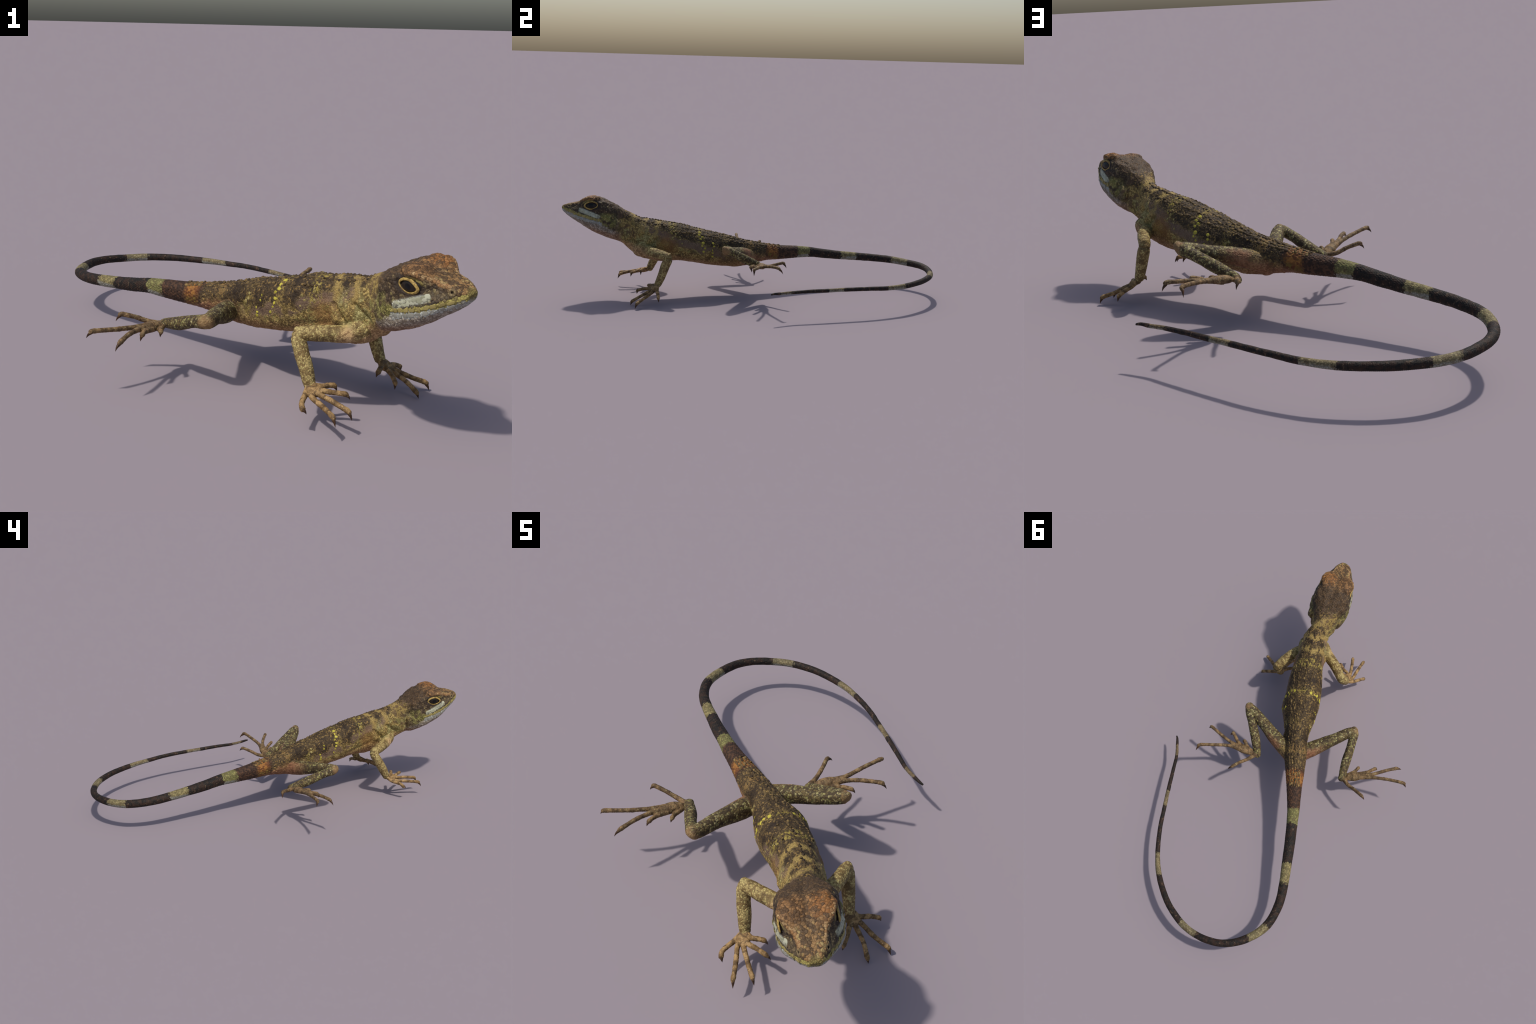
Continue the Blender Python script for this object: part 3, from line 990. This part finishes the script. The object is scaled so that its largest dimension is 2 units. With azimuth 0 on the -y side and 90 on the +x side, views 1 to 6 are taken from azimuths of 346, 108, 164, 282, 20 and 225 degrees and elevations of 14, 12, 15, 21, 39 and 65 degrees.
def limb_mat(kind, side):
    g = Mat(kind + '_skin')
    Pb, q1, q2, gb = g.cells(150.)
    body, t, d = body_pattern(g, Pb, q1, q2, gb)
    Pc, r1, r2, gap = g.cells(122. if kind == 'forelimb' else 108.)
    wob = g.noise(g.P, 30., 2.); fine = g.noise(g.P, 80., 2.)
    if kind == 'forelimb':
        col = g.mix(g.step(r1, .25, .7), lin(126, 104, 64), lin(180, 160, 104))
        col = g.mix(g.step(r2, .72, .9), col, lin(188, 172, 112))
        col = g.mix(g.mul(g.step(wob, .50, .68), .8), col, lin(98, 80, 50))
        seam = g.step(gap, .03, .15)
        col = g.mix(g.mul(g.inv(seam), .65), col, lin(96, 77, 50))
        root_c = LIMBS[kind + side]['chain'][1]
        m = g.step(g.add(g.dist(g.P, root_c), g.mul(g.sub(wob, .5), .04)), .055, .025)
    else:
        col = g.mix(g.step(r1, .3, .8), lin(76, 63, 45), lin(114, 98, 62))
        pale = g.mul(g.step(r2, .54, .70), g.step(wob, .36, .52))
        col = g.mix(pale, col, g.mix(r1, lin(140, 134, 78), lin(168, 156, 112)))
        col = g.mix(g.mul(g.step(wob, .55, .7), .6), col, lin(58, 48, 38))
        seam = g.step(gap, .03, .14)
        col = g.mix(g.mul(g.inv(seam), .75), col, lin(60, 50, 36))
        ch = [np.array(p) for p in LIMBS[kind + side]['chain']]
        u = ch[3] - ch[0]; u /= np.linalg.norm(u)
        rear = np.array([-u[1], u[0], 0.]); rear *= np.sign(rear[1])
        x = g.axis(g.P, ch[0], u); y = g.axis(g.P, ch[0], rear)
        pink = g.mulc(g.step(g.add(y, g.mul(g.sub(wob, .5), .035)), .006, .028), g.step(x, .21, .10), g.step(g.seg(g.P, ch[0], ch[3]), .055, .045))
        col = g.mix(g.mul(pink, .9), col, g.mix(g.step(fine, .35, .65), lin(112, 76, 54), lin(146, 104, 76)))
        knee = g.step(g.add(g.dist(g.P, ch[3] + .015 * u), g.mul(g.sub(wob, .5), .02)), .034, .018)
        col = g.mix(g.mul(knee, .8), col, g.mix(fine, lin(122, 98, 62), lin(164, 130, 92)))
        m = g.step(g.add(x, g.mul(g.sub(wob, .5), .04)), .085, .05)
    col = g.mix(m, col, body)
    return g.finish(col, g.step(gap, 0., .3), .5)


def foot_mat(kind, joint):
    g = Mat(kind + '_skin')
    Pc, r1, r2, gap = g.cells(170.)
    wob = g.noise(g.P, 42., 2.); fine = g.noise(g.P, 120., 2.)
    if kind == 'hand':
        col = g.mix(g.step(wob, .38, .62), lin(128, 101, 64), lin(174, 142, 96))
    else:
        col = g.mix(g.step(wob, .40, .60), lin(98, 78, 54), lin(142, 114, 78))
        pale = g.mul(g.step(r2, .6, .8), g.step(fine, .45, .6))
        col = g.mix(g.mul(pale, .7), col, lin(158, 144, 102))
    bars = g.m_('SINE', g.add(g.mul(g.dist(g.P, joint), 2 * math.pi / .034), g.mul(wob, 7.)))
    col = g.mix(g.mulc(g.step(bars, .15, .75), g.step(fine, .35, .5), .7), col, lin(78, 60, 42))
    col = g.mix(g.mul(g.step(fine, .55, .7), .45), col, lin(88, 66, 44))
    col = g.mix(g.mul(g.step(gap, .12, .02), .4), col, lin(84, 66, 44))
    return g.finish(col, g.step(gap, 0., .3), .35, .001)


def head_mat():
    g = Mat('head_skin')
    Pb, q1, q2, gb = g.cells(150.)
    body, t, d = body_pattern(g, Pb, q1, q2, gb)
    Pc, r1, r2, gap = g.cells(108., rand=.85)
    wob = g.noise(g.P, 26., 2.); fine = g.noise(g.P, 70., 2.)

    def local(p):
        s, l, u = g.axis(p, HO, HF), g.axis(p, HO, HL), g.axis(p, HO, HU)
        c = g.N.new('ShaderNodeCombineXYZ')
        g.put(c.inputs[0], s); g.put(c.inputs[1], g.absv(l)); g.put(c.inputs[2], u)
        return c.outputs[0], s, l, u
    H, s, l, u = local(Pc)
    Hx, sx, lx, ux = local(g.P)
    mu_ = g.curve(s, [(-.10, -.115), (-.055, -.097), (.042, -.066), (.132, -.028), (.17, -.008)])
    rel = g.sub(u, mu_)                                 # height over the line of the mouth
    # cheeks and nape: dark brown with paler scales
    col = g.mix(g.step(r1, .45, .85), lin(70, 58, 45), lin(98, 82, 62))
    col = g.mix(g.mul(g.step(r2, .80, .92), .7), col, g.mix(r1, lin(132, 112, 88), lin(146, 132, 84)))
    # top of the snout and crown
    top = g.step(g.sub(u, g.curve(s, [(-.12, -.03), (-.03, .028), (.03, .036), (.07, .016), (.11, .010), (.17, -.006)])), -.004, .008)
    crown = g.mix(g.step(r1, .3, .85), lin(92, 73, 52), lin(146, 114, 74))
    crown = g.mix(g.mulc(g.step(r2, .78, .92), g.step(s, .03, .08)), crown, lin(156, 134, 88))
    crown = g.mix(g.mul(g.step(s, -.02, -.06), .75), crown, lin(72, 58, 45))
    col = g.mix(top, col, crown)
    rust = g.step(g.add(g.dist(H, (.004, .052, .056)), g.mul(g.sub(wob, .5), .04)), .072, .030)
    rust = g.mulc(rust, g.step(u, .018, .032), .85)
    rc = g.mix(g.step(r1, .25, .85), lin(94, 70, 47), lin(138, 102, 66))
    rc = g.mix(g.mulc(g.step(l, -.02, .03), g.step(r2, .2, .7), .6), rc, lin(168, 112, 58))
    col = g.mix(rust, col, rc)
    # pale ridge from brow to nostril
    rid = g.m_('MINIMUM', g.seg(H, (.015, .086, .046), (.068, .050, .026)), g.seg(H, (.068, .050, .026), (.110, .040, .017)))
    col = g.mix(g.mul(g.step(g.add(rid, g.mul(g.sub(fine, .5), .006)), .011, .005), .9), col, g.mix(g.step(r1, .2, .9), lin(150, 112, 72), lin(186, 156, 112)))
    # dark mask round the eye
    e = g.N.new('ShaderNodeVectorMath'); e.operation = 'MULTIPLY'
    g.put(e.inputs[0], g.v_('SUBTRACT', Hx, (0., .088, .002))); e.inputs[1].default_value = (1 / .060, 1 / .050, 1 / .034)
    er = g.v_('LENGTH', e.outputs[0])
    col = g.mix(g.mulc(g.step(er, 1.08, .82), g.step(ux, .036, .024)), col, lin(56, 46, 38))
    lid = g.mul(g.band(er, .84, .10, .06), g.step(ux, .008, .020))
    lid = g.mul(lid, g.step(sx, -.02, .01))
    col = g.mix(g.mul(lid, .75), col, lin(150, 134, 76))
    # loreal strip between eye and nostril
    lor = g.mulc(g.step(g.seg(H, (.060, .074, -.004), (.120, .048, -.008)), .016, .006), g.step(rel, .010, .018))
    col = g.mix(g.mul(lor, .75), col, g.mix(r1, lin(84, 74, 58), lin(124, 108, 78)))
    # side of the jaw: yellow green behind the mouth, then the throat
    ang = g.mulc(g.step(g.dist(H, (-.085, .110, -.085)), .075, .03), g.step(g.sub(u, -.045), .01, -.02))
    col = g.mix(g.mulc(ang, g.step(wob, .36, .55)), col, g.mix(r1, lin(112, 108, 56), lin(158, 150, 90)))
    thr = g.step(g.add(rel, g.mul(g.sub(wob, .5), .01)), -.004, -.016)
    thc = g.mix(g.step(r1, .25, .8), lin(130, 118, 102), lin(168, 158, 142))
    pinkish = g.step(g.sub(rel, 0.), -.034, -.062)
    thc = g.mix(pinkish, thc, g.mix(g.step(r1, .2, .9), lin(132, 104, 82), lin(168, 140, 112)))
    thr = g.mul(thr, g.step(g.sub(u, g.curve(s, [(-.17, -.165), (-.11, -.145), (-.06, -.105), (.17, .02)])), .01, -.012))
    col = g.mix(thr, col, thc)
    # lips
    up = g.mulc(g.band(rel, .0088, .0085, .003), g.step(s, -.058, -.045))
    col = g.mix(up, col, g.mix(g.step(wob, .4, .6), lin(150, 138, 76), lin(172, 160, 92)))
    dn = g.mulc(g.band(rel, -.0085, .0085, .003), g.step(s, -.058, -.045))
    col = g.mix(dn, col, lin(170, 172, 164))
    # white streak under the eye
    st = g.add(g.seg(Hx, (.064, .082, -.0195), (-.036, .107, -.0635)), g.mul(g.sub(fine, .5), .006))
    col = g.mix(g.mul(g.step(st, .017, .007), .9), col, g.mix(g.step(fine, .4, .6), lin(176, 178, 152), lin(206, 208, 190)))
    dk = g.mulc(g.band(rel, .0205, .0035, .003), g.step(s, .10, .08), g.step(s, -.05, -.03))
    col = g.mix(g.mul(dk, .8), col, lin(78, 72, 64))
    tip = g.step(g.dist(Hx, (.166, 0., .000)), .026, .012)
    col = g.mix(g.mul(tip, .8), col, lin(128, 114, 66))
    no = g.step(g.dist(Hx, (.126, .043, .007)), .0056, .0034)
    nr_ = g.step(g.dist(Hx, (.126, .043, .007)), .014, .008)
    col = g.mix(g.mul(nr_, .7), col, lin(148, 130, 92))
    col = g.mix(no, col, lin(30, 24, 20))
    # seams between scales
    seam = g.step(gap, .02, .15)
    big = g.inv(g.step(er, 1.0, .9))
    col = g.mix(g.mulc(g.inv(seam), big, .52), col, g.mix(1., col, lin(120, 106, 92), 'MULTIPLY'))
    # run into the neck
    nk = g.step(g.add(sx, g.mul(g.sub(wob, .5), .05)), -.125, -.165)
    col = g.mix(nk, col, body)
    return g.finish(col, g.step(gap, 0., .3), .42, .0018, rough=.58)


def plain(name, a, b, scale=60., rough=.5, coat=0., power=1.):
    g = Mat(name)
    inf = g.N.new('ShaderNodeObjectInfo').outputs['Random']
    geo = g.N.new('ShaderNodeNewGeometry').outputs['Position']
    n = g.noise(geo, scale, 2.)
    f = g.m_('MULTIPLY_ADD', inf, .6, g.mul(n, .5), clamp=True)
    f = g.m_('POWER', f, power)
    col = g.mix(f, lin(*a), lin(*b))
    g.bsdf.inputs['Coat Weight'].default_value = coat
    return g.finish(col, rough=rough)


def setmat(o, m):
    o.data.materials.clear(); o.data.materials.append(m)


setmat(objs['head'], head_mat()); setmat(objs['torso'], torso_mat()); setmat(objs['tail'], tail_mat())
for n in ('forelimb_R', 'forelimb_L', 'hindlimb_R', 'hindlimb_L'):
    setmat(objs[n], limb_mat(n[:8], n[8:]))
    setmat(objs[n + '/tip'], foot_mat('hand' if n.startswith('fore') else 'foot', LIMBS[n]['chain'][-1]))
claw_m = plain('claw_horn', (46, 34, 26), (84, 58, 38), 120., .35)
for o in objs['claws']:
    setmat(o, claw_m)


def eye_mat():
    g = Mat('eye_globe')
    s, l, u = g.axis(g.P, HO, HF), g.absv(g.axis(g.P, HO, HL)), g.axis(g.P, HO, HU)
    r = g.m_('SQRT', g.add(g.mul(s, s), g.mul(u, u)))
    n = g.noise(g.P, 300., 2.)
    col = g.mix(g.step(r, .0105, .0125), lin(8, 8, 9), g.mix(n, lin(24, 20, 17), lin(44, 35, 27)))
    g.bsdf.inputs['Coat Weight'].default_value = .12
    g.bsdf.inputs['Coat Roughness'].default_value = .1
    return g.finish(col, rough=.3, spec=.22)


def lid_mat():
    g = Mat('eyelid_skin')
    n = g.noise(g.P, 160., 2.); k = g.noise(g.P, 60., 1.)
    col = g.mix(g.step(n, .35, .65), lin(138, 114, 62), lin(184, 156, 88))
    col = g.mix(g.mul(g.step(k, .52, .66), .6), col, lin(112, 88, 52))
    return g.finish(col, n, .2, .001, rough=.5)


em, lm_ = eye_mat(), lid_mat()
for o in objs['eyes']:
    setmat(o, em)
for o in objs['lids']:
    setmat(o, lm_)
m = plain('upper_lip_scale', (128, 116, 72), (166, 150, 92), 60., .45)
scale_lip[0].materials.append(m)
scale_lip[1].materials.append(plain('lower_lip_scale', (128, 126, 114), (164, 162, 150), 60., .45))
scale_cheek.materials.append(plain('white_cheek_scale', (148, 148, 118), (194, 194, 170), 60., .45))
scale_flank[0].materials.append(plain('yellow_flank_scale', (154, 142, 54), (192, 180, 70), 60., .5))
scale_flank[1].materials.append(plain('pale_flank_scale', (126, 112, 66), (162, 146, 92), 60., .5))
scale_crest.materials.append(plain('back_scale_horn', (54, 43, 33), (150, 124, 76), 30., .65, power=2.4))
